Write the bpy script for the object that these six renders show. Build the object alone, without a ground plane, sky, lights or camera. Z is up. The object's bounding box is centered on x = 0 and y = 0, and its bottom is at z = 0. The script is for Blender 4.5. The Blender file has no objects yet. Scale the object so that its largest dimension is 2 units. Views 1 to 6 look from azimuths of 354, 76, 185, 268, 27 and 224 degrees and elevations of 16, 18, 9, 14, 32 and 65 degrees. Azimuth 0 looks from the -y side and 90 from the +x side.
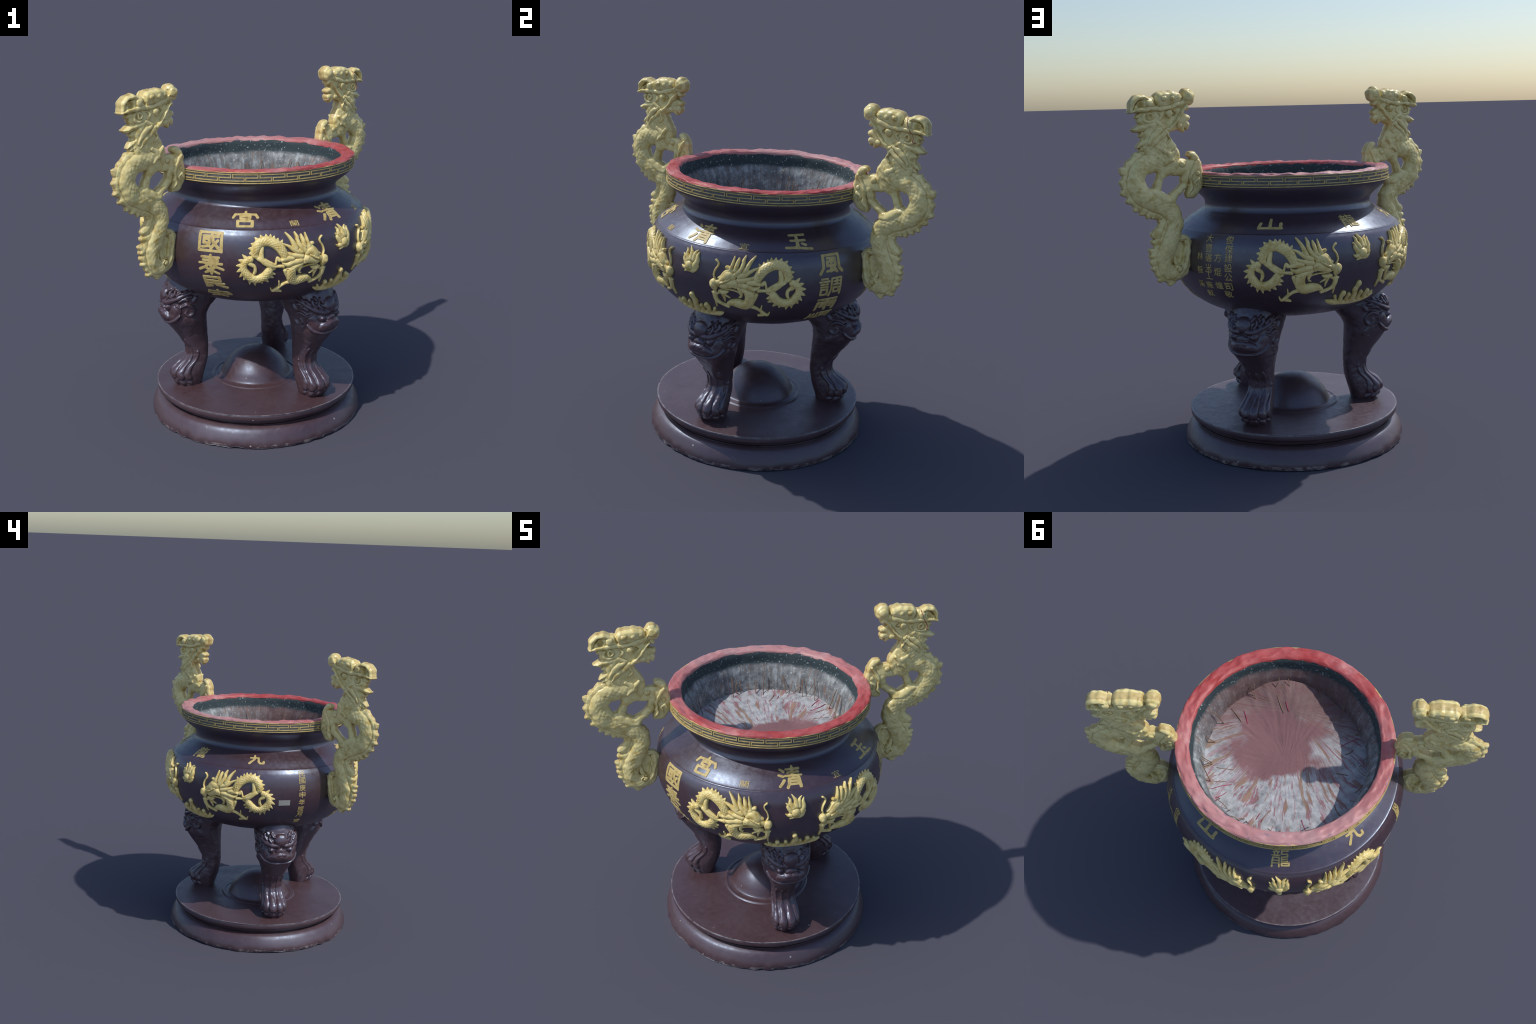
"""Bronze-lacquered temple incense burner: three lion legs on a round base, a wide
belly with gilt relief dragons and lettering, two upright dragon handles, ash inside.

Everything is built in the burner's own frame (front = -y, handles on -x / +x) and the
root Empty turns it by FRONT_AZIMUTH.  Lengths in metres; stroke tables in millimetres."""
import bpy, bmesh, math
import numpy as np
from mathutils import Vector, noise as mnoise

FRONT_AZIMUTH = 40.0
rng = np.random.default_rng(7)
COL = bpy.context.scene.collection


# ------------------------------------------------------------------ small helpers
def link(obj, parent=None):
    COL.objects.link(obj)
    if parent is not None:
        obj.parent = parent
    return obj


def mesh_object(name, verts, faces, mat, parent, normals=None, smooth=True):
    me = bpy.data.meshes.new(name)
    me.from_pydata([tuple(map(float, v)) for v in verts], [], [tuple(map(int, f)) for f in faces])
    me.update()
    if smooth:
        me.polygons.foreach_set("use_smooth", [True] * len(me.polygons))
    if normals is not None:
        me.normals_split_custom_set_from_vertices([tuple(map(float, n)) for n in normals])
    me.materials.append(mat)
    return link(bpy.data.objects.new(name, me), parent)


def vertex_normals(verts, faces):
    v = np.asarray(verts, float)
    n = np.zeros_like(v)
    for f in (np.array([q for q in faces if len(q) == k], int) for k in (3, 4)):
        if len(f) == 0:
            continue
        a = v[f[:, 2]] - v[f[:, 0]]
        b = v[f[:, -1]] - v[f[:, 1]]
        c = np.cross(a, b)
        for k in range(f.shape[1]):
            np.add.at(n, f[:, k], c)
    ln = np.linalg.norm(n, axis=1)
    ln[ln == 0] = 1
    return n / ln[:, None]


def split_parts(verts, faces, labels, mats, parent, prefix="", second=None):
    """One smooth surface cut into named parts whose border vertices coincide."""
    verts = np.asarray(verts, float)
    nrm = vertex_normals(verts, faces)
    groups = {}
    for k, (f, l) in enumerate(zip(faces, labels)):
        groups.setdefault(l, ([], []))
        groups[l][0].append(f)
        groups[l][1].append(int(second is not None and k in second[1]))
    out = {}
    for l, (fs, slots) in groups.items():
        used = sorted({i for f in fs for i in f})
        remap = {o: k for k, o in enumerate(used)}
        out[l] = mesh_object(prefix + l, verts[used], [[remap[i] for i in f] for f in fs],
                             mats[l] if isinstance(mats, dict) else mats, parent, nrm[used])
        if second is not None:
            out[l].data.materials.append(second[0])
            out[l].data.polygons.foreach_set("material_index", slots)
    return out


def fbm(p, scale, seed=0.0, octaves=3):
    q = Vector((p[0] * scale + seed, p[1] * scale - seed, p[2] * scale + 2.7 * seed))
    return mnoise.fractal(q, 1.0, 2.0, octaves)


def wobble(verts, normals, amp, scale, seed, octaves=3):
    return [tuple(np.asarray(p) + np.asarray(n) * amp * fbm(p, scale, seed, octaves)) for p, n in zip(verts, normals)]


def catmull(points, per_span=8):
    p = np.asarray(points, float)
    if len(p) < 3:
        if len(p) == 1:
            return p
        t = np.linspace(0, 1, per_span + 1)[:, None]
        return p[0] * (1 - t) + p[1] * t
    q = np.vstack([2 * p[0] - p[1], p, 2 * p[-1] - p[-2]])
    out = []
    for i in range(1, len(q) - 2):
        for t in np.linspace(0, 1, per_span, endpoint=False):
            a, b, c, d = q[i - 1], q[i], q[i + 1], q[i + 2]
            out.append(.5 * ((2 * b) + (c - a) * t + (2 * a - 5 * b + 4 * c - d) * t * t + (3 * b - a - 3 * c + d) * t ** 3))
    out.append(p[-1])
    out = np.array(out)
    out[:, 2] = np.maximum(out[:, 2], p[:, 2].min() * .6)
    return out


# ------------------------------------------------------------------ relief engine
class Stroke:
    """A swept, domed band in a plane: centre line with radii, base and dome height."""

    def __init__(self, points, part, base=0.0, dome=1.0, cap=1e9, scales=None, grooves=None, flat=False, lift=0.0, carve=False):
        self.curve = catmull(points)
        self.part, self.base, self.dome, self.cap = part, base, dome, cap
        self.scales, self.grooves, self.flat, self.lift, self.carve = scales, grooves, flat, lift, carve

    def eval(self, P):
        c = self.curve
        n = len(P)
        best = np.full(n, 1e9)
        rad = np.full(n, c[0, 2])
        rho = np.full(n, 1e9)
        arc = np.zeros(n)
        side = np.zeros(n)
        if len(c) == 1:
            v = P - c[0, :2]
            rho = np.hypot(v[:, 0], v[:, 1])
            return rho - c[0, 2], rho, rad, v[:, 1], v[:, 0]
        s0 = 0.0
        for a, b in zip(c[:-1], c[1:]):
            e = b[:2] - a[:2]
            L2 = e @ e
            if L2 < 1e-12:
                continue
            L = math.sqrt(L2)
            w = P - a[:2]
            t = np.clip((w @ e) / L2, 0, 1)
            v = w - t[:, None] * e
            r = a[2] + (b[2] - a[2]) * t
            dist = np.hypot(v[:, 0], v[:, 1])
            d = dist - r
            m = d < best
            best[m] = d[m]
            rho[m] = dist[m]
            rad[m] = r[m]
            arc[m] = s0 + t[m] * L
            side[m] = np.where((e[0] * w[m, 1] - e[1] * w[m, 0]) >= 0, dist[m], -dist[m])
            s0 += L
        return best, rho, rad, arc, side

    def height(self, rho, rad, arc, side):
        x = np.clip(rho / np.maximum(rad, 1e-6), 0, 1)
        prof = np.minimum(1, 3 * (1 - x)) if self.flat else np.sqrt(1 - x * x)
        h = self.base + self.lift + np.minimum(self.dome * rad, self.cap) * prof
        if self.scales:
            pitch, amp = self.scales
            u, v = arc / pitch, side / pitch * 1.15
            k = np.abs(np.sin(math.pi * (u + v) * .5) * np.sin(math.pi * (u - v) * .5)) ** .6
            h = h + amp * k * np.clip(1.5 * (1 - x), 0, 1)
        if self.grooves:
            count, amp = self.grooves
            h = h + amp * (np.cos(side / np.maximum(rad, 1e-6) * math.pi * count) - .5) * np.clip(2 * (1 - x), 0, 1)
        return h


def sway(P, amp):
    """Hand-carved unevenness: a gentle, repeatable warp of the drawing plane."""
    x, y = P[:, 0], P[:, 1]
    dx = np.sin(x * .085 + 1.3 * np.sin(y * .067)) + .5 * np.sin(y * .171 + x * .047)
    dy = np.sin(y * .093 + 1.1 * np.sin(x * .077 + 2)) + .5 * np.sin(x * .157 - y * .053)
    return P + amp * np.stack([dx, dy], 1)


def evaluate(strokes, P, warp=0.0):
    n = len(P)
    P = sway(P, warp) if warp else P
    sdf = np.full(n, 1e9)
    h = np.full(n, -1e9)
    lab = np.zeros(n, int)
    edge_h = np.zeros(n)
    for i, s in enumerate(strokes):
        lo = (s.curve[:, :2] - s.curve[:, 2:3]).min(0) - 12
        hi = (s.curve[:, :2] + s.curve[:, 2:3]).max(0) + 12
        m = np.where(((P > lo) & (P < hi)).all(1))[0]
        if len(m) == 0:
            continue
        d, rho, rad, arc, side = s.eval(P[m])
        if s.carve:
            continue
        closer = d < sdf[m]
        edge_h[m[closer]] = s.base
        sdf[m] = np.minimum(sdf[m], d)
        hh = s.height(rho, rad, arc, side)
        up = (d < 0) & (hh > h[m])
        k = m[up]
        h[k] = hh[up]
        lab[k] = i
        un = (d >= 0) & closer & (h[m] < -1e8)
        lab[m[un]] = i
    out = h < -1e8
    h[out] = edge_h[out]
    for s in strokes:
        if s.carve:
            d, rho, rad, _, _ = s.eval(P)
            x = np.clip(rho / np.maximum(rad, 1e-6), 0, 1)
            h = h - s.dome * np.sqrt(1 - x * x) * (d < 0)
    return sdf, h, lab


def relief_grid(strokes, cell, warp=0.0):
    """Meshes the union of the strokes; border vertices are pulled onto the outline."""
    lo = np.min([(s.curve[:, :2] - s.curve[:, 2:3]).min(0) for s in strokes if not s.carve], 0) - 2 * cell
    hi = np.max([(s.curve[:, :2] + s.curve[:, 2:3]).max(0) for s in strokes if not s.carve], 0) + 2 * cell
    nx, ny = (np.ceil((hi - lo) / cell).astype(int) + 1)
    gx, gy = np.meshgrid(np.arange(nx), np.arange(ny))
    P = np.stack([lo[0] + gx.ravel() * cell, lo[1] + gy.ravel() * cell], 1)
    sdf, _, _ = evaluate(strokes, P, warp)
    S = sdf.reshape(ny, nx)
    mean = (S[:-1, :-1] + S[1:, :-1] + S[:-1, 1:] + S[1:, 1:]) / 4
    jj, ii = np.where(mean < 0)
    a = jj * nx + ii
    quads = np.stack([a, a + 1, a + nx + 1, a + nx], 1)
    used, inv = np.unique(quads.ravel(), return_inverse=True)
    quads = inv.reshape(-1, 4)
    P = P[used]
    count = {}
    for q in quads:
        for k in range(4):
            e = (q[k], q[(k + 1) % 4])
            count[e] = count.get(e, 0) + 1
    border = [e for e in count if (e[1], e[0]) not in count]
    bset = np.array(sorted({i for e in border for i in e}))
    grad = np.zeros_like(P)
    eps = .4 * cell
    for it in range(3):
        B = P[bset]
        d0 = evaluate(strokes, B, warp)[0]
        g = np.stack([evaluate(strokes, B + [eps, 0], warp)[0] - evaluate(strokes, B - [eps, 0], warp)[0],
                      evaluate(strokes, B + [0, eps], warp)[0] - evaluate(strokes, B - [0, eps], warp)[0]], 1)
        g /= np.maximum(np.linalg.norm(g, axis=1), 1e-6)[:, None]
        grad[bset] = g
        if it < 2:
            P[bset] = B - np.clip(d0, -1.2 * cell, 1.2 * cell)[:, None] * g
    # relax the border along the outline so it does not step, pulling it back after each pass
    nb = {}
    for e0, e1 in border:
        nb.setdefault(e0, []).append(e1)
        nb.setdefault(e1, []).append(e0)
    order = {b: k for k, b in enumerate(bset)}
    pair = np.array([[order[nb[b][0]], order[nb[b][1]]] for b in bset])
    for it in range(5):
        B = P[bset]
        B = .4 * B + .3 * (B[pair[:, 0]] + B[pair[:, 1]])
        if it < 4:
            d0 = evaluate(strokes, B, warp)[0]
            B = B - np.clip(d0, -.8 * cell, .8 * cell)[:, None] * grad[bset] * .8
        P[bset] = B
    _, h, lab = evaluate(strokes, P, warp)
    inner = np.ones(len(P), bool)
    inner[bset] = False
    base = np.array([strokes[l].base for l in lab])
    h[bset] = np.minimum(h[bset], base[bset] + .25 * np.maximum(h[bset] - base[bset], 0))
    return P, h, lab, quads, border, grad


def teeth(curve, side, start, stop, pitch, length, part, base, dome, jitter=.35, lean=.3, width=.55, seed=1):
    """Row of pointed spines standing on one side of a body stroke."""
    r = np.random.default_rng(seed)
    c = catmull(curve)
    seg = np.hypot(*np.diff(c[:, :2], axis=0).T)
    arc = np.r_[0, np.cumsum(seg)]
    out, t = [], start
    while t < stop:
        p = np.array([np.interp(t, arc, c[:, k]) for k in range(3)])
        q = np.array([np.interp(t + 1, arc, c[:, k]) for k in range(3)])
        d = q[:2] - p[:2]
        d /= max(np.linalg.norm(d), 1e-9)
        n = np.array([-d[1], d[0]]) * side
        ln = length * (1 + jitter * r.uniform(-1, 1))
        rt = p[:2] + n * p[2] * .8
        tip = p[:2] + n * (p[2] + ln) + d * lean * ln
        mid = rt * .45 + tip * .55
        out.append(Stroke([(*rt, pitch * width), (*mid, pitch * width * .55), (*tip, 1.0)], part, base, dome))
        t += pitch * (1 + .2 * r.uniform(-1, 1))
    return out


# ------------------------------------------------------------------ materials
def material(name):
    m = bpy.data.materials.new(name)
    m.use_nodes = True
    nt = m.node_tree
    return m, nt, nt.nodes["Principled BSDF"]


def node(nt, kind, **kw):
    n = nt.nodes.new(kind)
    for k, v in kw.items():
        if k in n.inputs:
            n.inputs[k].default_value = v
        else:
            setattr(n, k, v)
    return n


def noise_tex(nt, coord, scale, detail=4.0, rough=.55, stretch=None):
    n = node(nt, "ShaderNodeTexNoise", Scale=scale, Detail=detail, Roughness=rough)
    if stretch:
        mp = node(nt, "ShaderNodeMapping")
        mp.inputs["Scale"].default_value = stretch
        nt.links.new(coord, mp.inputs["Vector"])
        nt.links.new(mp.outputs[0], n.inputs["Vector"])
    else:
        nt.links.new(coord, n.inputs["Vector"])
    return n.outputs["Fac"]


def ramp(nt, fac, stops):
    r = node(nt, "ShaderNodeValToRGB")
    el = r.color_ramp.elements
    while len(el) > 1:
        el.remove(el[-1])
    el[0].position, el[0].color = stops[0][0], (*stops[0][1], 1)
    for pos, c in stops[1:]:
        e = el.new(pos)
        e.color = (*c, 1)
    nt.links.new(fac, r.inputs[0])
    return r.outputs[0]


def grey(a):
    return (a, a, a)


def mix(nt, fac, a, b):
    m = node(nt, "ShaderNodeMix", data_type="RGBA")
    for sock, v in ((0, fac), (6, a), (7, b)):
        if isinstance(v, (int, float)):
            m.inputs[sock].default_value = v
        elif isinstance(v, tuple):
            m.inputs[sock].default_value = (*v, 1)
        else:
            nt.links.new(v, m.inputs[sock])
    return m.outputs[2]


def math_node(nt, op, a, b=None, c=None):
    m = node(nt, "ShaderNodeMath", operation=op)
    for k, v in enumerate((a, b, c)):
        if v is None:
            continue
        if isinstance(v, (int, float)):
            m.inputs[k].default_value = v
        else:
            nt.links.new(v, m.inputs[k])
    return m.outputs[0]


def bump(nt, bsdf, height, strength, distance):
    b = node(nt, "ShaderNodeBump", Strength=strength, Distance=distance)
    nt.links.new(height, b.inputs["Height"])
    nt.links.new(b.outputs[0], bsdf.inputs["Normal"])


def object_coord(nt):
    return node(nt, "ShaderNodeTexCoord").outputs["Object"]


def lacquer_material(name, dark, light, sheen, rough, chips, gleam=.85):
    m, nt, b = material(name)
    co = object_coord(nt)
    big = noise_tex(nt, co, 3.2, 4, .6)
    col = ramp(nt, big, [(.30, dark), (.52, light), (.72, sheen)])  # sheen: cool blotches painted into the base colour for the blue sky reflection
    fine = noise_tex(nt, co, 38, 5, .6)
    col = mix(nt, ramp(nt, fine, [(.45, grey(0)), (.75, grey(.35))]), col, tuple(min(1, 1.5 * c) for c in light))
    if chips:
        spot = node(nt, "ShaderNodeTexVoronoi", Scale=chips[0])
        nt.links.new(co, spot.inputs["Vector"])
        gate = noise_tex(nt, co, 11, 2, .5)
        mask = math_node(nt, "MULTIPLY", math_node(nt, "LESS_THAN", spot.outputs["Distance"], chips[1]),
                         math_node(nt, "GREATER_THAN", gate, chips[2]))
        col = mix(nt, mask, col, (.42, .40, .36))
        # worn light line and chips along the disc edge and the foot of the moulding
        sep = node(nt, "ShaderNodeSeparateXYZ")
        nt.links.new(co, sep.inputs[0])
        px = math_node(nt, "ADD", sep.outputs["X"], .0138)
        py = math_node(nt, "ADD", sep.outputs["Y"], .0048)
        rad = math_node(nt, "SQRT", math_node(nt, "ADD", math_node(nt, "MULTIPLY", px, px), math_node(nt, "MULTIPLY", py, py)))
        ring = math_node(nt, "SUBTRACT", 1.0, math_node(nt, "MULTIPLY", math_node(nt, "ABSOLUTE", math_node(nt, "SUBTRACT", rad, .5975)), 220.0))
        high = math_node(nt, "GREATER_THAN", sep.outputs["Z"], .180)
        foot = math_node(nt, "MULTIPLY", math_node(nt, "LESS_THAN", sep.outputs["Z"], .022), math_node(nt, "GREATER_THAN", rad, .6))
        worn = noise_tex(nt, co, 24, 5, .7)
        line = math_node(nt, "MULTIPLY", math_node(nt, "MAXIMUM", ring, 0.0), high)
        line = math_node(nt, "MULTIPLY", line, ramp(nt, worn, [(.40, grey(.1)), (.62, grey(1))]))
        col = mix(nt, line, col, (.34, .31, .31))
        col = mix(nt, math_node(nt, "MULTIPLY", foot, ramp(nt, worn, [(.50, grey(0)), (.60, grey(.8))])), col, (.30, .26, .25))
        scr = noise_tex(nt, co, 9, 6, .7, (1, 7, 3))
        col = mix(nt, ramp(nt, scr, [(.62, grey(0)), (.70, grey(.30))]), col, (.24, .20, .22))
    nt.links.new(col, b.inputs["Base Color"])
    nt.links.new(ramp(nt, fine, [(.3, grey(rough - .06)), (.8, grey(rough + .12))]), b.inputs["Roughness"])
    b.inputs["IOR"].default_value = 1.8
    b.inputs["Specular IOR Level"].default_value = gleam
    b.inputs["Specular Tint"].default_value = (.60, .75, 1.0, 1)  # blue tint strengthens the sky's reflection on the lacquer
    bump(nt, b, fine, .12, .004)
    return m


def gold_material(name, pale, deep, rough, metallic=.0, scale=26, grime=0.0):
    m, nt, b = material(name)
    co = object_coord(nt)
    n1 = noise_tex(nt, co, scale, 5, .65)
    n2 = noise_tex(nt, co, 5, 3, .5)
    col = ramp(nt, n1, [(.32, deep), (.50, pale), (.75, tuple(min(1, c * 1.12 + .02) for c in pale))])
    col = mix(nt, ramp(nt, n2, [(.45, grey(0)), (.75, grey(.3))]), col, tuple(.5 * (p + d) for p, d in zip(pale, deep)))
    if grime:                                   # ochre grime lodged in the carving
        geo = node(nt, "ShaderNodeNewGeometry")
        lodged = ramp(nt, geo.outputs["Pointiness"], [(.455, grey(grime)), (.497, grey(0))])
        col = mix(nt, lodged, col, (.46, .29, .07))
    nt.links.new(col, b.inputs["Base Color"])
    b.inputs["Roughness"].default_value = rough
    b.inputs["Metallic"].default_value = metallic
    bump(nt, b, noise_tex(nt, co, 90, 3, .6), .10, .003)
    return m


def red_rim_material():
    m, nt, b = material("red_rim_paint")
    co = object_coord(nt)
    n1 = noise_tex(nt, co, 4.5, 4, .6)
    n2 = noise_tex(nt, co, 30, 4, .6)
    col = ramp(nt, n1, [(.40, (.42, .050, .050)), (.56, (.48, .105, .105)), (.70, (.56, .27, .26))])
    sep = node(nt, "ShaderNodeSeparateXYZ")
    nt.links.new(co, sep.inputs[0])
    fade = node(nt, "ShaderNodeMapRange")  # red turns paler and pinker towards the back
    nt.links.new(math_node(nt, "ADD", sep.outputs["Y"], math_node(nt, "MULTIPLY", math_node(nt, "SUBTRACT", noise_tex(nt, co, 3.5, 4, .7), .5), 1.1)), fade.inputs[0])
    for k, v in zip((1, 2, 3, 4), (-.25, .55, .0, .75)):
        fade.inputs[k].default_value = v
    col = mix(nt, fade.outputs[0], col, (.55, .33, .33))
    col = mix(nt, ramp(nt, n2, [(.66, grey(0)), (.78, grey(.6))]), col, (.60, .46, .46))
    col = mix(nt, ramp(nt, noise_tex(nt, co, 17, 3), [(.66, grey(0)), (.72, grey(.7))]), col, (.20, .15, .22))
    nt.links.new(col, b.inputs["Base Color"])
    b.inputs["Roughness"].default_value = .5
    bump(nt, b, n2, .3, .006)
    return m


def inside_material():
    """Sooty teal collar, then ash-whitened wall with drip streaks."""
    m, nt, b = material("sooty_wall")
    co = object_coord(nt)
    sep = node(nt, "ShaderNodeSeparateXYZ")
    nt.links.new(co, sep.inputs[0])
    ang = math_node(nt, "ARCTAN2", sep.outputs["X"], sep.outputs["Y"])
    comb = node(nt, "ShaderNodeCombineXYZ")
    nt.links.new(math_node(nt, "MULTIPLY", ang, 6.0), comb.inputs[0])
    nt.links.new(math_node(nt, "MULTIPLY", sep.outputs["Z"], 1.2), comb.inputs[1])
    streak = noise_tex(nt, comb.outputs[0], 7, 4, .7)
    speck = noise_tex(nt, co, 75, 3, .6)
    blot = math_node(nt, "ADD", math_node(nt, "MULTIPLY", noise_tex(nt, co, 14, 5, .7), .6), math_node(nt, "MULTIPLY", noise_tex(nt, comb.outputs[0], 3, 4, .6), .4))
    wall = ramp(nt, blot, [(.36, (.085, .095, .105)), (.50, (.21, .225, .23)), (.62, (.43, .47, .48))])
    wall = mix(nt, ramp(nt, speck, [(.58, grey(0)), (.68, grey(.5))]), wall, (.62, .68, .70))
    wall = mix(nt, ramp(nt, streak, [(.57, grey(0)), (.61, grey(.8))]), wall, (.25, .15, .10))
    side = node(nt, "ShaderNodeMapRange")  # front wall tinted dark maroon: shadow and red glow put in the colour
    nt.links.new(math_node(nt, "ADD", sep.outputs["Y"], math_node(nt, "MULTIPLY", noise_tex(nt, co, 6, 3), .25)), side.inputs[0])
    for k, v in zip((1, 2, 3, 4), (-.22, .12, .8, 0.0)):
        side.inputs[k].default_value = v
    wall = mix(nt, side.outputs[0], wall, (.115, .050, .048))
    collar = mix(nt, ramp(nt, speck, [(.62, grey(0)), (.70, grey(1))]), (.032, .052, .060), (.42, .52, .52))
    lim = math_node(nt, "ADD", sep.outputs["Z"], math_node(nt, "MULTIPLY", noise_tex(nt, co, 9, 3), .03))
    high = node(nt, "ShaderNodeMapRange")
    nt.links.new(lim, high.inputs[0])
    high.inputs[1].default_value, high.inputs[2].default_value = 1.480, 1.500
    col = mix(nt, high.outputs[0], wall, collar)
    nt.links.new(col, b.inputs["Base Color"])
    b.inputs["Roughness"].default_value = .8
    bump(nt, b, speck, .4, .004)
    return m


def ash_material():
    m, nt, b = material("ash_with_stick_stubs")
    co = object_coord(nt)
    sep = node(nt, "ShaderNodeSeparateXYZ")
    nt.links.new(co, sep.inputs[0])
    x, y = sep.outputs["X"], sep.outputs["Y"]
    ang = math_node(nt, "ARCTAN2", math_node(nt, "ADD", x, .03), math_node(nt, "ADD", y, .30))
    rad = math_node(nt, "SQRT", math_node(nt, "ADD", math_node(nt, "MULTIPLY", x, x), math_node(nt, "MULTIPLY", y, y)))
    comb = node(nt, "ShaderNodeCombineXYZ")
    warp = math_node(nt, "MULTIPLY", noise_tex(nt, co, 6, 2), .45)
    nt.links.new(math_node(nt, "ADD", math_node(nt, "MULTIPLY", ang, 3.4), warp), comb.inputs[0])
    nt.links.new(math_node(nt, "MULTIPLY", rad, .95), comb.inputs[1])
    st = noise_tex(nt, comb.outputs[0], 6.0, 5, .7)
    st2 = noise_tex(nt, comb.outputs[0], 3.1, 4, .6)
    col = ramp(nt, noise_tex(nt, co, 22, 5, .65), [(.3, (.24, .25, .27)), (.5, (.42, .43, .45)), (.7, (.55, .57, .59))])
    col = mix(nt, ramp(nt, st, [(.53, grey(0)), (.58, grey(.85))]), col, (.30, .12, .14))
    col = mix(nt, ramp(nt, st2, [(.56, grey(0)), (.60, grey(.9))]), col, (.30, .20, .14))
    col = mix(nt, ramp(nt, st2, [(.38, grey(.8)), (.44, grey(0))]), col, (.42, .31, .34))
    side = node(nt, "ShaderNodeMapRange")  # painted shade: ash darkened to red-brown on the front half
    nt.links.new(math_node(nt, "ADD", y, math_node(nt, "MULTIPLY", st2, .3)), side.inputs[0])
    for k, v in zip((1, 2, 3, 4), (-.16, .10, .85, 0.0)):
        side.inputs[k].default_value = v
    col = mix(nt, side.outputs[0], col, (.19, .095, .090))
    # smooth dusty-pink heap in the middle, ragged towards the rim
    dx = math_node(nt, "MULTIPLY", math_node(nt, "SUBTRACT", x, .06), 1.0)
    dy = math_node(nt, "MULTIPLY", math_node(nt, "ADD", y, .09), 1.6)
    dist = math_node(nt, "SQRT", math_node(nt, "ADD", math_node(nt, "MULTIPLY", dx, dx), math_node(nt, "MULTIPLY", dy, dy)))
    dist = math_node(nt, "ADD", dist, math_node(nt, "MULTIPLY", math_node(nt, "SUBTRACT", st, .5), .22))
    dist = math_node(nt, "ADD", dist, math_node(nt, "MULTIPLY", math_node(nt, "SUBTRACT", noise_tex(nt, co, 4.5, 3), .5), .55))
    heap = node(nt, "ShaderNodeMapRange")
    nt.links.new(dist, heap.inputs[0])
    for k, v in zip((1, 2, 3, 4), (.27, .34, 1.0, 0.0)):
        heap.inputs[k].default_value = v
    col = mix(nt, heap.outputs[0], col, (.24, .125, .135))
    nt.links.new(col, b.inputs["Base Color"])
    b.inputs["Roughness"].default_value = .9
    bump(nt, b, st, .5, .01)
    return m


def plain_material(name, colour, rough, var=.25, scale=30):
    m, nt, b = material(name)
    co = object_coord(nt)
    n = noise_tex(nt, co, scale, 4, .6)
    nt.links.new(ramp(nt, n, [(.3, tuple(c * (1 - var) for c in colour)), (.7, tuple(min(1, c * (1 + var)) for c in colour))]),
                 b.inputs["Base Color"])
    b.inputs["Roughness"].default_value = rough
    return m


LACQUER = lacquer_material("brown_lacquer", (.054, .023, .024), (.060, .028, .030), (.056, .040, .050), .36, None)
LACQUER_LEG = lacquer_material("leg_lacquer", (.060, .026, .026), (.072, .034, .034), (.080, .048, .050), .36, None, .7)
LACQUER_BASE = lacquer_material("worn_brown_lacquer", (.066, .030, .031), (.080, .042, .044), (.090, .056, .062), .42, (21, .11, .64), .6)
GOLD = gold_material("gilt_handle", (.86, .74, .34), (.64, .47, .14), .32, grime=.8)
GOLD_EDGE = gold_material("ochre_casting_edge", (.64, .50, .21), (.46, .31, .10), .45)  # darker, more ochre gilt on the edge faces of the handles
GOLD_RELIEF = gold_material("gilt_relief", (.84, .69, .29), (.60, .42, .11), .32, grime=.8)
GOLD_PAINT = gold_material("gilt_letter", (.58, .45, .18), (.40, .28, .09), .5, 0, 34)
BAND = plain_material("slate_blue_band", (.13, .135, .15), .45)
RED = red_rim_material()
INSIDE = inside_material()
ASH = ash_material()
STICK_BROWN = plain_material("incense_brown", (.24, .15, .10), .8)
STICK_RED = plain_material("incense_crimson", (.36, .05, .10), .8)
LABEL_GREY = plain_material("paper_label", (.36, .36, .34), .7, .12, 60)
THREAD = plain_material("red_thread", (.35, .05, .04), .8)

# ------------------------------------------------------------------ root
root = bpy.data.objects.new("incense_burner", None)
root["label"] = "brown lacquered temple incense burner with gilt dragon handles"
root["category"] = "incense burner"
root.rotation_euler = (0, 0, math.radians(FRONT_AZIMUTH))
link(root)


# ------------------------------------------------------------------ lathe work
def lathe(name, profile, mat, parent, seg=224, amp=.0015, scale=6, seed=1, spans=6, smooth_profile=True):
    prof = np.asarray(profile, float)
    if smooth_profile:
        c = catmull(np.c_[prof, np.ones(len(prof))], spans)[:, :2]
    else:
        c = np.vstack([np.linspace(a, b, spans, endpoint=False) for a, b in zip(prof[:-1], prof[1:])] + [prof[-1:]])
    c[:, 0] = np.maximum(c[:, 0], 0)
    th = np.linspace(0, 2 * math.pi, seg, endpoint=False)
    V = np.array([(r * math.sin(t), -r * math.cos(t), z) for r, z in c for t in th])
    F = []
    for i in range(len(c) - 1):
        for j in range(seg):
            k = (j + 1) % seg
            F.append((i * seg + j, i * seg + k, (i + 1) * seg + k, (i + 1) * seg + j))
    N = vertex_normals(V, F)
    V = np.array(wobble(V, N, amp, scale, seed)) if amp else V
    return V, F, c


def lathe_object(name, profile, mat, parent, shift=(0, 0, 0), **kw):
    V, F, _ = lathe(name, profile, mat, parent, **kw)
    V = np.asarray(V) + np.asarray(shift)
    o = mesh_object(name, V, F, mat, parent)
    return o


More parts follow.
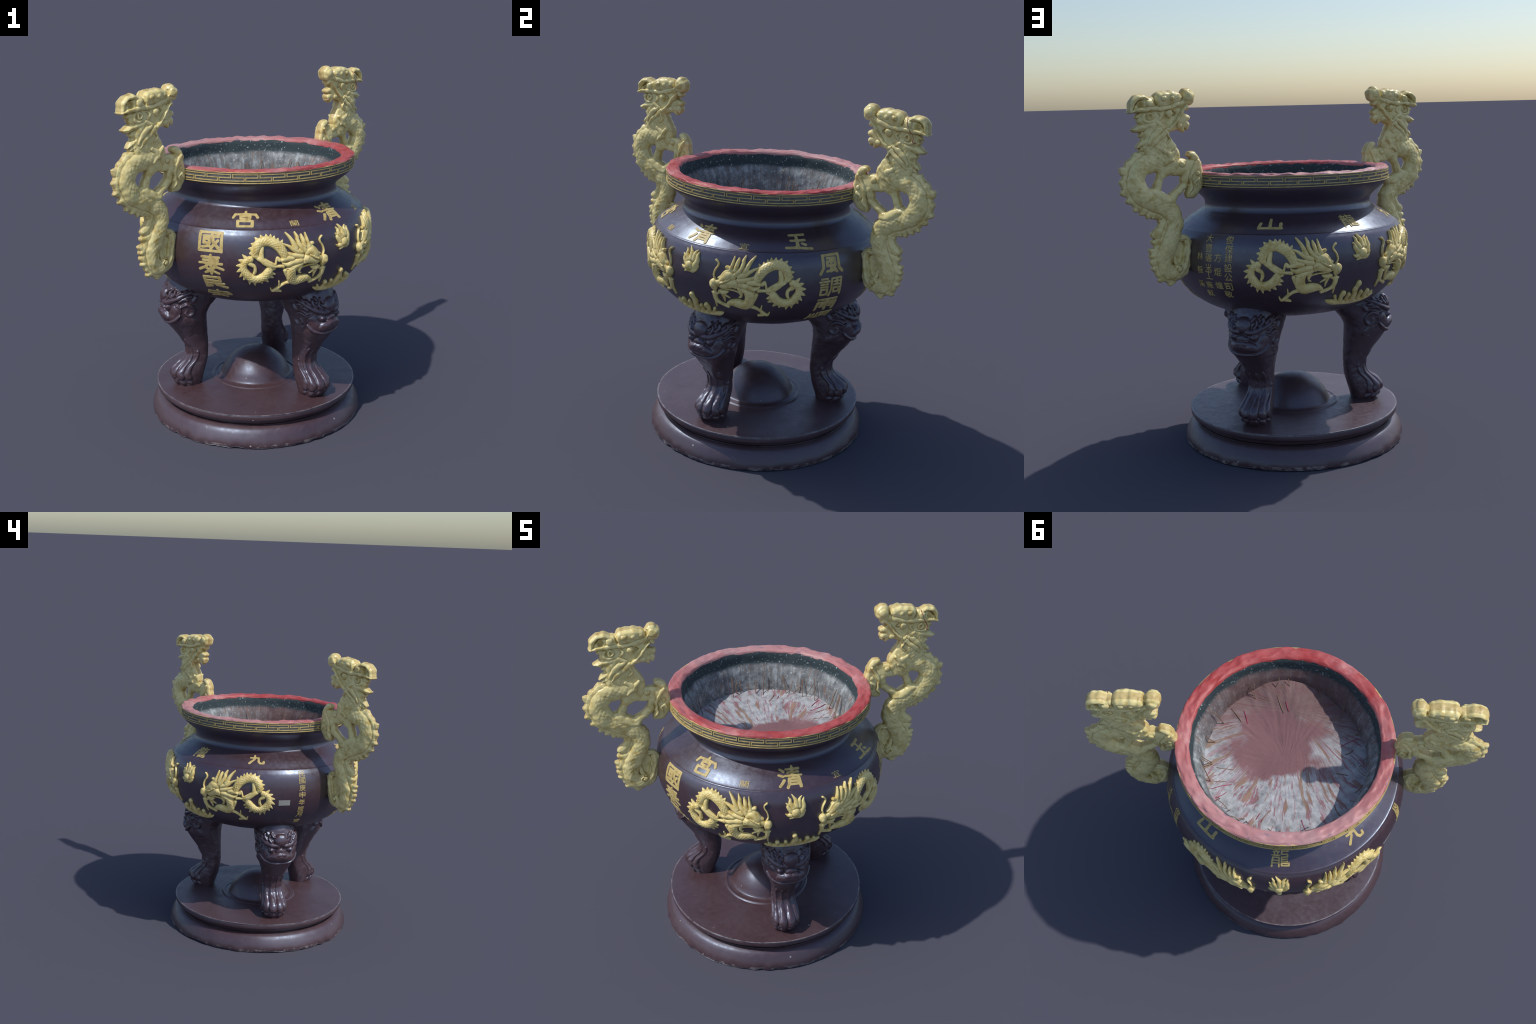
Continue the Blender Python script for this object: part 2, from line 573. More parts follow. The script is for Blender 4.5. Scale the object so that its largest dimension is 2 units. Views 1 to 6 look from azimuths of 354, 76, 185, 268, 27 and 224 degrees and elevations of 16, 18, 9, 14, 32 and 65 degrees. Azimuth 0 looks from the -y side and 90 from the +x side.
VESSEL_SHIFT = np.array([.0020, -.0045, 0])        # the bowl stands a little off the middle of its base
BASE_SHIFT = np.array([-.0138, -.0048, 0])
BELLY = [(0, .745), (.20, .752), (.345, .776), (.445, .806), (.524, .851), (.581, .901), (.625, .965), (.651, 1.03),
         (.660, 1.10), (.652, 1.18), (.637, 1.225), (.621, 1.249), (.616, 1.2555), (.604, 1.262), (.553, 1.300), (.497, 1.334), (.475, 1.350),
         (.467, 1.378), (.477, 1.405), (.505, 1.432), (.535, 1.456), (.556, 1.477), (.562, 1.492)]
BELLY_CURVE = catmull(np.c_[np.array(BELLY), np.ones(len(BELLY))], 6)[:, :2]
BELLY_CURVE[:, 0] = np.maximum(BELLY_CURVE[:, 0], 0)
BELLY_ARC = np.r_[0, np.cumsum(np.hypot(*np.diff(BELLY_CURVE, axis=0).T))]
BELLY_ARC -= np.interp(1.10, BELLY_CURVE[:, 1], BELLY_ARC)
BELLY_TAN = np.gradient(BELLY_CURVE, axis=0)
BELLY_TAN /= np.linalg.norm(BELLY_TAN, axis=1)[:, None]


def on_belly(u, v, h):
    """u: metres of arc at radius .66 from the front, v: metres up the profile from the equator, h: proud of the skin."""
    r = np.interp(v, BELLY_ARC, BELLY_CURVE[:, 0])
    z = np.interp(v, BELLY_ARC, BELLY_CURVE[:, 1])
    tr = np.interp(v, BELLY_ARC, BELLY_TAN[:, 0])
    tz = np.interp(v, BELLY_ARC, BELLY_TAN[:, 1])
    r = r + h * tz
    z = z - h * tr
    a = u / .66
    low = np.clip((1.15 - z) / .35, 0, 1) * .013
    return np.stack([r * np.sin(a) + VESSEL_SHIFT[0] + .34 * low, -r * np.cos(a) + VESSEL_SHIFT[1] - .94 * low, z], -1)


def vessel_body():
    V, F, _ = lathe("vessel_body", BELLY, LACQUER, root, seg=256, amp=.0015, scale=5, seed=3)
    low = np.clip((1.15 - V[:, 2]) / .35, 0, 1) * .013
    V = V + VESSEL_SHIFT + np.stack([.34 * low, -.94 * low, 0 * low], 1)
    return mesh_object("vessel_body", V, F, LACQUER, root)


vessel_body()


# rim: slate band outside, ragged red lip on top, sooty wall inside
lathe_object("rim_band", [(.556, 1.4915), (.566, 1.493), (.568, 1.51), (.569, 1.53), (.570, 1.550), (.562, 1.5515)], BAND, root, shift=VESSEL_SHIFT, amp=.0012, seed=5,
             smooth_profile=False, spans=3)


def ragged_lip():
    prof = np.array([(.5705, 1.549), (.572, 1.554), (.565, 1.560), (.548, 1.563), (.525, 1.562), (.508, 1.559), (.499, 1.551), (.497, 1.540)])
    c = catmull(np.c_[prof, np.ones(len(prof))], 4)[:, :2]
    seg = 288
    V, F = [], []
    for i, (r, z) in enumerate(c):
        s = i / (len(c) - 1)
        for j in range(seg):
            t = 2 * math.pi * j / seg
            d = (math.sin(t), math.cos(t), 0)
            big = fbm(d, 5.0, 4.0, 3)
            fine = fbm((d[0] * 1.0, d[1], s * .5), 9.5, 9.0, 2)
            rr = r + (.004 * big + .006 * fine) * (.6 if s < .25 else 1.0) * (1 if s < .85 else .5)
            zz = z + (.004 * big + .008 * fine) * math.sin(math.pi * min(1, max(0.08, s)))
            V.append((rr * math.sin(t) + VESSEL_SHIFT[0], -rr * math.cos(t) + VESSEL_SHIFT[1], zz))
    for i in range(len(c) - 1):
        for j in range(seg):
            k = (j + 1) % seg
            F.append((i * seg + j, i * seg + k, (i + 1) * seg + k, (i + 1) * seg + j))
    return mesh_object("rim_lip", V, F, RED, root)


ragged_lip()
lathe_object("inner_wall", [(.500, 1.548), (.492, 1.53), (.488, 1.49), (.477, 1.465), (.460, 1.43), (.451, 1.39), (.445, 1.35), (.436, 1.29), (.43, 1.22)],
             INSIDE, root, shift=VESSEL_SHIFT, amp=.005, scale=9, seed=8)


def ash_height(x, y):
    """Ash is banked up against the front wall and hollow towards one side."""
    r = math.hypot(x, y)
    t = math.atan2(x, -y)
    z = 1.288 + .014 * (r / .44) ** 3 + .008 * fbm((x, y, 0), 5, 2)
    f = min(1, max(0, (.06 - y) / .28))
    z += .020 * f * f * (3 - 2 * f)
    z += .085 * math.exp(-((x - .04) / .24) ** 2 - ((y + .47) / .17) ** 2)
    b = min(1, max(0, (y - .1) / .2))
    z += .018 * b * b * (3 - 2 * b)
    z -= .014 * math.exp(-((x - .12) ** 2 + (y - .06) ** 2) / .012)
    z += .006 * (r / .44) * fbm((math.sin(t) * 3, math.cos(t) * 3, r * 1.5), 5, 6, 4)
    z -= .024 * math.exp(-((x - .16) ** 2 + (y - .23) ** 2) / .0012) - .010 * math.exp(-((x - .16) ** 2 + (y - .23) ** 2) / .006)
    z -= .03 * math.exp(-((x - .04) ** 2 + (y - .39) ** 2) / .0005)
    return z


def ash_bed():
    R, rings, seg = .452, 70, 240
    V, F = [(*VESSEL_SHIFT[:2], ash_height(0, 0))], []
    for i in range(1, rings + 1):
        r = R * i / rings
        for j in range(seg):
            t = 2 * math.pi * j / seg
            x, y = r * math.sin(t), -r * math.cos(t)
            V.append((x + VESSEL_SHIFT[0], y + VESSEL_SHIFT[1], ash_height(x, y)))
    for j in range(seg):
        F.append((0, 1 + j, 1 + (j + 1) % seg))
    for i in range(rings - 1):
        for j in range(seg):
            k = (j + 1) % seg
            a = 1 + i * seg
            F.append((a + j, a + seg + j, a + seg + k, a + k))
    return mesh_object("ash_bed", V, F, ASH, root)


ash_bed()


def incense_sticks():
    r = np.random.default_rng(21)

    def rod(p, q, rad):
        p, q = np.array(p), np.array(q)
        d = q - p
        d = d / np.linalg.norm(d)
        a = np.cross(d, (0, 0, 1.0))
        a /= np.linalg.norm(a)
        b = np.cross(a, d)
        V, F = [], []
        n = 8
        bend = r.uniform(-.006, .006)
        for s in np.linspace(0, 1, 6):
            c = p + (q - p) * s + a * bend * math.sin(math.pi * s)
            for k in range(n):
                t = 2 * math.pi * k / n
                V.append(c + rad * (math.cos(t) * a + math.sin(t) * b))
        for i in range(5):
            for k in range(n):
                F.append((i * n + k, i * n + (k + 1) % n, (i + 1) * n + (k + 1) % n, (i + 1) * n + k))
        F.append(tuple(range(n - 1, -1, -1)))
        F.append(tuple(range(5 * n, 6 * n)))
        return V, F

    for i in range(44):
        t = r.uniform(0, 2 * math.pi)
        lean = i % 3 != 0
        r0 = r.uniform(.26, .37)
        t2 = t + r.uniform(-.10, .10)
        d0, d1 = (math.sin(t), -math.cos(t)), (math.sin(t2), -math.cos(t2))
        if lean:          # leaning on the wall
            r1, z1 = .442, r.uniform(1.36, 1.45)
            rr0 = r.uniform(.395, .425)
            p, q = (rr0 * d0[0], rr0 * d0[1], ash_height(rr0 * d0[0], rr0 * d0[1]) - .004), (r1 * d1[0], r1 * d1[1], z1)
        else:             # lying half sunk in the ash
            r1 = min(.43, r0 + r.uniform(.04, .12))
            p, q = ((r0 * d0[0], r0 * d0[1], ash_height(r0 * d0[0], r0 * d0[1]) + .001),
                    (r1 * d1[0], r1 * d1[1], ash_height(r1 * d1[0], r1 * d1[1]) + .001))
        V, F = rod(p, q, r.uniform(.0018, .0028))
        V = np.array(V) + VESSEL_SHIFT
        mesh_object("incense_stick", V, F, STICK_RED if (not lean and i % 2) else STICK_BROWN, root)


incense_sticks()


# ------------------------------------------------------------------ meander border on the rim band
def meander():
    n_units, R, z0, H, w = 25, .5712, 1.4925, .061, .0050
    P = 2 * math.pi * R / n_units
    T, M, B = z0 + .80 * H, z0 + .52 * H, z0 + .24 * H
    path = [(w / 2, T), (.92 * P, T), (.92 * P, M), (.48 * P, M), (.48 * P, B), (1.42 * P, B), (1.42 * P, M), (P, M), (P, T + w / 2)]
    path = np.array(path)
    left, right = [], []
    for i, p in enumerate(path):
        d0 = path[i] - path[i - 1] if i else path[1] - path[0]
        d1 = path[i + 1] - path[i] if i < len(path) - 1 else path[-1] - path[-2]
        d0, d1 = d0 / np.linalg.norm(d0), d1 / np.linalg.norm(d1)
        n0, n1 = np.array([-d0[1], d0[0]]), np.array([-d1[1], d1[0]])
        m = n0 + n1
        m /= max(m @ n0, 1e-6)
        left.append(p + m * w / 2)
        right.append(p - m * w / 2)
    L, Rr = [left[0]], [right[0]]
    for a, b, c, d in zip(left[:-1], left[1:], right[:-1], right[1:]):
        k = max(1, int(np.linalg.norm(b - a) / .015))
        for s in range(1, k + 1):
            L.append(a + (b - a) * s / k)
            Rr.append(c + (d - c) * s / k)
    V, F = [], []
    for a, b in zip(L, Rr):
        for q, rad in ((a, R - .003), (a, R + .0012), (b, R + .0012), (b, R - .003)):
            t = q[0] / R
            V.append((rad * math.sin(t), -rad * math.cos(t), q[1]))
    for i in range(len(L) - 1):
        for k in range(3):
            F.append((4 * i + k, 4 * i + k + 1, 4 * i + k + 5, 4 * i + k + 4))
    F += [(0, 1, 2, 3), (len(V) - 1, len(V) - 2, len(V) - 3, len(V) - 4)]
    first = mesh_object("meander_key", V, F, GOLD_PAINT, root, smooth=False)
    first.location = VESSEL_SHIFT
    for i in range(1, n_units):
        o = first.copy()
        o.rotation_euler = (0, 0, 2 * math.pi * i / n_units)
        link(o, root)
    for z, h in ((1.4945, .0022), (1.5510, .0024)):
        lathe_object("gilt_edge_line", [(.5655, z - h), (.5722, z - h), (.5726, z), (.5722, z + h), (.5655, z + h)], GOLD_PAINT, root, shift=VESSEL_SHIFT,
                     amp=.0008, seed=z, smooth_profile=False, spans=2)


meander()


# ------------------------------------------------------------------ relief dragons on the belly
BELLY_DRAGON = [
    ('body', [(226, -128, 10), (253, -117, 20), (286, -119, 27), (319, -125, 28), (341, -102, 28), (344, -67, 27), (333, -45, 22)]),
    ('body', [(351, -115, 12), (367, -82, 12), (377, -56, 12)]),
    ('body', [(373, 13, 20), (384, 40, 24), (406, 73, 27), (439, 95, 26), (475, 105, 26), (509, 94, 26), (530, 64, 24), (535, 38, 19), (526, 24, 13)]),
    ('body', [(560, 10, 19), (588, -8, 17), (596, -40, 19), (583, -72, 22), (559, -96, 23), (524, -103, 23), (488, -87, 24), (465, -58, 22), (459, -38, 14)]),
    ('tail', [(561, -12, 13), (539, -29, 9), (536, -52, 9), (543, -68, 7)]),
    ('hind_leg', [(496, 70, 12), (500, 38, 13), (498, 11, 15), (486, -5, 15), (458, -23, 13), (433, -30, 8), (408, -31, 8), (387, -32, 10)]),
    ('hind_leg', [(516, 14, 12), (490, 3, 15), (460, -8, 9), (435, -21, 7)]),
    ('hind_leg', [(406, 4, 12), (418, 15, 6), (427, -18, 6)]),
    ('foreleg', [(338, -130, 10), (373, -141, 8), (401, -162, 8), (421, -186, 10), (444, -197, 6), (454, -175, 3)]),
    ('foreleg', [(403, -164, 6), (408, -124, 3)]),
    ('foreleg', [(418, -194, 10), (390, -205, 5)]),
    ('foreleg', [(224, -148, 10), (188, -136, 8), (166, -121, 10), (156, -101, 12), (154, -70, 14)]),
    ('foreleg', [(155, -115, 7), (153, -162, 4)]),
    ('foreleg', [(154, -70, 13), (137, -68, 3)]),
    ('foreleg', [(158, -76, 8), (182, -65, 5), (191, -49, 6)]),
    ('head', [(151, -15, 23), (153, -29, 19), (160, -46, 9)]),
    ('head', [(161, -13, 14), (189, -2, 15), (210, 17, 23), (230, 36, 24), (252, 33, 20)]),
    ('head', [(197, -24, 12), (233, -10, 20), (257, -1, 24), (270, -14, 15)]),
    ('head', [(188, 14, 10), (208, 41, 13), (229, 55, 13), (251, 57, 13)]),
    ('head', [(177, 16, 6), (193, 25, 9)]),
    ('head', [(218, 76, 10), (239, 69, 10)]),
    ('head', [(291, -23, 12), (296, -40, 12), (301, -63, 8)]),
    ('horn', [(239, 64, 11), (247, 94, 8), (254, 134, 3)]),
    ('horn', [(263, 64, 12), (273, 102, 10), (279, 126, 5)]),
    ('horn', [(265, 43, 14), (290, 70, 12), (303, 100, 10), (304, 118, 9), (314, 143, 3)]),
    ('ear', [(314, 59, 14), (330, 94, 11), (346, 120, 8), (366, 145, 3)]),
    ('mane', [(286, 37, 15), (324, 52, 13), (357, 74, 8), (391, 90, 3)]),
    ('mane', [(285, 16, 15), (331, 24, 12), (366, 38, 7), (389, 44, 3)]),
    ('mane', [(294, -8, 17), (333, -13, 15), (366, -23, 12), (392, -12, 4)]),
    ('mane', [(288, -23, 13), (317, -35, 14), (344, -47, 12), (367, -43, 4)]),
    ('mane', [(337, 10, 14), (368, 10, 15), (394, 1, 8)]),
    ('beard', [(182, -56, 9), (204, -60, 13), (228, -53, 5)]),
    ('beard', [(196, -66, 8), (205, -87, 7), (209, -116, 2)]),
    ('beard', [(207, -70, 6), (223, -81, 4), (239, -90, 2)]),
    ('whisker', [(175, -25, 4), (202, -37, 4), (243, -39, 4), (275, -44, 4), (297, -57, 4), (300, -74, 4), (288, -78, 3)]),
    ('whisker', [(158, 4, 4), (148, 26, 4), (154, 54, 4), (167, 75, 4), (169, 91, 4), (155, 104, 6)]),
]


def belly_dragon_strokes():
    out = []
    for part, pts in BELLY_DRAGON:
        if part == 'body':
            out.append(Stroke(pts, part, 4, .75, 19, scales=(9, 2.2)))
        elif part in ('mane', 'ear'):
            out.append(Stroke(pts, part, 8, .75, 14, lift=3, grooves=(1.0, .8)))
        elif part == 'head':
            out.append(Stroke(pts, part, 7, .85, 20, lift=2))
        elif part == 'horn':
            out.append(Stroke(pts, part, 8, .9, 14, lift=3))
        elif part == 'whisker':
            out.append(Stroke(pts, part, 7, 1.0, 9, lift=1))
        else:
            out.append(Stroke(pts, part, 6, .8, 13))
    arch, coil = BELLY_DRAGON[2][1], BELLY_DRAGON[3][1]
    out += teeth(arch, 1, 55, 250, 19, 13, 'spine', 5, .35, seed=3)
    out += teeth(coil, 1, -5, 330, 21, 19, 'spine', 5, .35, seed=4)
    # small facial marks: eye, nostril, cheek curl
    out += [Stroke([(222, 10, 8)], 'head', 7, .8, lift=17), Stroke([(148, -22, 12)], 'head', 7, .6, lift=17),
            Stroke([(255, 3, 12)], 'head', 7, .6, lift=16), Stroke([(196, -4, 6), (215, 4, 5), (240, 18, 4)], 'head', 7, .8, lift=19)]
    return out


def belly_relief(name, strokes, mats, parent, places, cell=1.7, seed=0):
    """places: list of (centre azimuth deg, mirror)."""
    P, h, lab, quads, border, _ = relief_grid(strokes, cell)
    parts = [s.part for s in strokes]
    n = len(P)
    for centre, mirror in places:
        sx = -1 if mirror else 1
        u = sx * P[:, 0] / 1000 + math.radians(centre) * .66
        top = on_belly(u, P[:, 1] / 1000, h / 1000)
        bi = sorted({i for e in border for i in e})
        low = {b: n + k for k, b in enumerate(bi)}
        foot = on_belly(u[bi], P[bi, 1] / 1000, np.full(len(bi), -.004))
        V = np.vstack([top, foot])
        N = V / np.linalg.norm(V, axis=1)[:, None]
        V = np.array(wobble(V, N, .0012, 40, seed + centre * .1))
        F = [tuple(q) for q in quads] + [(b, a, low[a], low[b]) for a, b in border]
        L = [parts[lab[q[0]]] for q in quads] + [parts[lab[a]] for a, b in border]
        if mirror:
            F = [f[::-1] for f in F]
        holder = bpy.data.objects.new(name, None)
        link(holder, parent)
        split_parts(V, F, L, mats, holder)


belly_relief("relief_dragon", belly_dragon_strokes(), GOLD_RELIEF, root, [(0, False), (0, True), (180, False), (180, True)])

FLAME = [('pearl', [(-2, 48, 26)], 1.0), ('flame', [(-26, 56, 14), (-42, 78, 10), (-42, 90, 7), (-54, 102, 2)], .8), ('flame', [(-14, 76, 15), (-30, 102, 10), (-30, 118, 7), (-40, 134, 2)], .8),
         ('flame', [(2, 82, 16), (0, 112, 11), (-8, 128, 7), (-20, 146, 2)], .8), ('flame', [(18, 82, 14), (20, 108, 10), (24, 122, 6), (36, 134, 2)], .8),
         ('flame', [(28, 50, 17), (42, 80, 13), (40, 104, 9), (46, 124, 3)], .8), ('flame', [(-26, 34, 13), (-42, 32, 8), (-56, 40, 2)], .8),
         ('flame', [(-18, 28, 14), (24, 30, 15), (42, 52, 12)], .6), ('flame', [(6, 26, 12), (22, 14, 3)], .8), ('flame', [(-18, 24, 12), (-34, 12, 3)], .8)]
belly_relief("flaming_pearl", [Stroke(p, part, 6, k, 20, lift=2 if part == 'pearl' else 0) for part, p, k in FLAME], GOLD_RELIEF, root,
             [(0, False), (180, False)], cell=1.5, seed=2)

SPRAY = [('stem', [(-172, -216, 4), (-140, -232, 10), (-90, -244, 13), (-30, -250, 14), (30, -250, 14), (90, -244, 13), (140, -234, 14), (165, -226, 9), (178, -220, 3)]),
         ('sprig', [(-2, -118, 12), (4, -140, 9), (10, -160, 12), (2, -185, 11), (-2, -235, 14)]),
         ('sprig', [(40, -188, 9), (42, -205, 7), (36, -235, 9)]), ('sprig', [(82, -172, 12), (88, -195, 9), (80, -232, 10)]),
         ('sprig', [(130, -190, 7), (120, -212, 6), (110, -232, 8)]), ('sprig', [(-48, -184, 9), (-46, -205, 7), (-50, -236, 9)]),
         ('sprig', [(-98, -184, 11), (-92, -204, 8), (-98, -232, 9)]), ('sprig', [(-150, -196, 4), (-138, -218, 8)])]
belly_relief("cloud_spray", [Stroke([(x, y, r * (1.25 if part == 'sprig' else 1.1)) for x, y, r in p], part, 7, .7, 10, flat=(part == 'sprig')) for part, p in SPRAY], GOLD_RELIEF, root, [(0, False), (180, True)], cell=1.8, seed=5)


# ------------------------------------------------------------------ lettering
def character(glyph, azimuth, v, width, height, weight=.03, proud=.0022, name="character"):
    cu = bpy.data.curves.new("glyph", 'FONT')
    cu.body = glyph
    cu.resolution_u = 3
    cu.offset = weight
    ob = link(bpy.data.objects.new("glyph", cu))
    bpy.context.view_layer.update()
    me = bpy.data.meshes.new_from_object(ob.evaluated_get(bpy.context.evaluated_depsgraph_get()))
    bpy.data.objects.remove(ob)
    bpy.data.curves.remove(cu)
    bm = bmesh.new()
    bm.from_mesh(me)
    bpy.data.meshes.remove(me)
    bmesh.ops.remove_doubles(bm, verts=bm.verts, dist=1e-5)
    co = np.array([p.co[:] for p in bm.verts])
    lo, hi = co.min(0), co.max(0)
    for p in bm.verts:
        p.co = ((p.co.x - lo[0]) / (hi[0] - lo[0]) - .5, (p.co.y - lo[1]) / (hi[1] - lo[1]) - .5, 0)
    for axis, size in ((0, width), (1, height)):
        cuts = max(2, int(size / .012))
        for k in range(1, cuts):
            at = [0, 0, 0]
            no = [0, 0, 0]
            at[axis] = k / cuts - .5
            no[axis] = 1
            bmesh.ops.bisect_plane(bm, geom=bm.verts[:] + bm.edges[:] + bm.faces[:], plane_co=at, plane_no=no)
    bmesh.ops.recalc_face_normals(bm, faces=bm.faces)
    if bm.faces and sum(f.normal.z for f in bm.faces) < 0:
        bmesh.ops.reverse_faces(bm, faces=bm.faces)
    top = bm.faces[:]
    ext = bmesh.ops.extrude_face_region(bm, geom=top)
    raised = {e for e in ext['geom'] if isinstance(e, bmesh.types.BMVert)}
    r_here = float(np.interp(v, BELLY_ARC, BELLY_CURVE[:, 0]))
    for p in bm.verts:
        u = math.radians(azimuth) * .66 + p.co.x * width * .66 / r_here
        q = on_belly(u, v + p.co.y * height, proud if p in raised else -.002)
        p.co = Vector(tuple(float(c) for c in q))
    out = bpy.data.meshes.new(name)
    bm.to_mesh(out)
    bm.free()
    out.materials.append(GOLD_PAINT)
    return link(bpy.data.objects.new(name, out), root)


BRUSH = {  # strokes in a 100 x 100 box, drawn straight from point to point
    "玉": [[(22, 90), (82, 92)], [(25, 56), (78, 56)], [(4, 14), (40, 14), (97, 4)], [(50, 90), (47, 12)], [(66, 36), (78, 28)]],
    "清": [[(8, 88), (24, 76)], [(2, 60), (20, 52)], [(6, 8), (24, 34)], [(36, 86), (95, 86)], [(42, 71), (90, 71)], [(30, 55), (100, 55)],
          [(65, 99), (63, 55)], [(45, 42), (43, 20), (36, 2)], [(45, 42), (88, 42), (88, 2)], [(47, 29), (86, 29)], [(46, 16), (86, 16)]],
    "宮": [[(50, 99), (50, 86)], [(4, 58), (10, 80), (50, 84), (90, 80), (97, 60)], [(32, 69), (68, 69), (67, 51), (33, 51), (32, 69)], [(50, 51), (48, 36)],
          [(24, 36), (78, 36), (76, 4), (26, 4), (24, 36)]],
    "九": [[(36, 97), (36, 55), (6, 8)], [(8, 70), (64, 72), (64, 28), (74, 12), (95, 12), (97, 30)]],
    "山": [[(50, 98), (50, 14)], [(10, 58), (6, 12)], [(4, 12), (96, 12)], [(92, 12), (94, 58)]],
    "龍": [[(25, 99), (25, 88)], [(8, 87), (44, 87)], [(16, 80), (19, 68)], [(37, 80), (33, 68)], [(4, 66), (48, 66)], [(10, 55), (8, 3)], [(10, 55), (44, 55), (44, 3)],
          [(12, 38), (42, 38)], [(12, 22), (42, 22)], [(58, 99), (58, 74)], [(58, 90), (94, 90)], [(58, 74), (90, 74), (90, 58), (58, 58), (58, 8), (97, 8), (97, 22)],
          [(66, 45), (90, 45)], [(66, 33), (90, 33)], [(66, 21), (90, 21)]],
    "國": [[(5, 94), (95, 95), (95, 4), (6, 5), (5, 94)], [(20, 76), (82, 76)], [(24, 62), (46, 62), (46, 42), (24, 42), (24, 62)], [(18, 22), (46, 28)],
          [(56, 90), (62, 50), (84, 18)], [(80, 56), (54, 18)], [(72, 90), (82, 86)]],
    "泰": [[(15, 89), (85, 89)], [(20, 73), (80, 73)], [(4, 57), (96, 57)], [(52, 100), (48, 57)], [(46, 60), (28, 36), (2, 20)], [(56, 58), (74, 38), (99, 26)],
          [(50, 46), (50, 0)], [(28, 32), (40, 22)], [(70, 40), (60, 30)], [(24, 3), (44, 15)], [(57, 15), (80, 2)]],
    "民": [[(14, 92), (76, 92), (76, 62), (14, 62)], [(14, 92), (14, 6)], [(14, 38), (88, 38)], [(10, 4), (36, 14)], [(46, 62), (58, 26), (98, 4)]],
    "安": [[(50, 100), (50, 86)], [(8, 64), (14, 82), (88, 82), (94, 64)], [(2, 46), (98, 46)], [(52, 74), (34, 30), (78, 3)], [(70, 46), (54, 22), (12, 2)]],
    "風": [[(15, 92), (84, 92)], [(15, 92), (15, 32), (3, 4)], [(84, 92), (84, 26), (98, 8)], [(32, 77), (68, 75)], [(32, 61), (67, 61), (67, 40), (32, 40), (32, 61)],
          [(49, 75), (49, 14)], [(30, 14), (68, 18)], [(62, 30), (74, 10)]],
    "調": [[(8, 94), (34, 94)], [(1, 80), (42, 80)], [(6, 66), (36, 66)], [(6, 52), (36, 52)], [(8, 38), (35, 38), (35, 10), (8, 10), (8, 38)],
          [(53, 93), (96, 93), (96, 4)], [(53, 93), (52, 32), (45, 3)], [(63, 77), (87, 77)], [(75, 88), (75, 60)], [(62, 60), (88, 60)],
          [(63, 43), (86, 43), (86, 20), (63, 20), (63, 43)]],
    "雨": [[(10, 94), (90, 94)], [(50, 94), (50, 4)], [(8, 5), (12, 70), (91, 70), (89, 3)], [(24, 53), (39, 51)], [(24, 33), (39, 31)], [(63, 53), (78, 51)], [(63, 33), (78, 31)]],
    "順": [[(8, 88), (8, 40), (1, 6)], [(22, 86), (22, 14)], [(37, 94), (37, 3)], [(48, 94), (99, 94)], [(74, 94), (70, 78)], [(54, 78), (93, 78), (93, 27), (54, 27), (54, 78)],
          [(56, 61), (91, 61)], [(56, 44), (91, 44)], [(63, 25), (48, 3)], [(83, 25), (99, 3)]],
}


def brush_character(glyph, azimuth, v, width, height, thick=.0058):
    thick *= 1.28
    w, h = width * 10, height * 10                       # mm per 1 % of the box
    strokes = []
    for line in BRUSH[glyph]:
        for (x0, y0), (x1, y1) in zip(line[:-1], line[1:]):
            t = thick * 1000 * (.92 if abs(x1 - x0) > abs(y1 - y0) else 1.08)
            strokes.append(Stroke([((x0 - 50) * w, (y0 - 50) * h, t), ((x1 - 50) * w, (y1 - 50) * h, t * 1.12)], 'character', 2.0, 0))
    P, hh, _, quads, border, _ = relief_grid(strokes, 1.9, warp=.5)
    r_here = float(np.interp(v, BELLY_ARC, BELLY_CURVE[:, 0]))
    u = math.radians(azimuth) * .66 + P[:, 0] / 1000 * .66 / r_here
    bi = sorted({i for e in border for i in e})
    low = {b: len(P) + k for k, b in enumerate(bi)}
    V = np.vstack([on_belly(u, v + P[:, 1] / 1000, np.full(len(P), .0022)), on_belly(u[bi], v + P[bi, 1] / 1000, np.full(len(bi), -.003))])
    mesh_object("character", V, [tuple(q) for q in quads] + [(b, a, low[a], low[b]) for a, b in border], GOLD_PAINT, root)


for g, a, v, w, h, t in (("清", -1, .245, .125, .125, .0055), ("宮", -51.5, .243, .142, .108, .0055), ("玉", 53, .240, .138, .108, .0062),
                         ("九", -136.5, .250, .098, .078, .0050), ("龍", 180, .248, .095, .095, .0030), ("山", 135.5, .247, .125, .078, .0058)):
    brush_character(g, a, v, w, h, t)
for g, a in (("蘭", -25.4), ("宜", 25.2)):
    character(g, a, .200, .052, .038, .0)
for column, a, thick in (("國泰民安", -67.5, (.0060, .0058, .0062, .0055)), ("風調雨順", 68.0, (.0056, .0042, .0056, .0042))):
    for g, v, h, t in zip(column, (.095, -.030, -.143, -.246), (.108, .104, .084, .070), thick):
        brush_character(g, a, v, .140, h, t)


def small_column(text, azimuths, tops, size):
    for g, a, v in zip(text, azimuths, tops):
        character(g, a, v, size, size * .95, .0)


small_column("俊傑建設公司敬", (117, 117.2, 117.2, 117.1, 116.8, 116, 114.5), (.132, .083, .038, -.013, -.063, -.120, -.172), .047)
small_column("方焜煌", (111.4, 111.2, 110.6), (.036, -.038, -.117), .047)
small_column("大豐碾米工廠獻", (105.3, 105.8, 106, 106, 105.6, 104.5, 102.5), (.133, .083, .032, -.021, -.063, -.120, -.178), .045)
small_column("林振溪", (100.4, 100.3, 99), (.036, -.037, -.118), .042)
small_column("民國庚申年臘月吉", (-108.8,) * 8, (.136, .092, .044, -.003, -.054, -.108, -.155, -.222), .043)


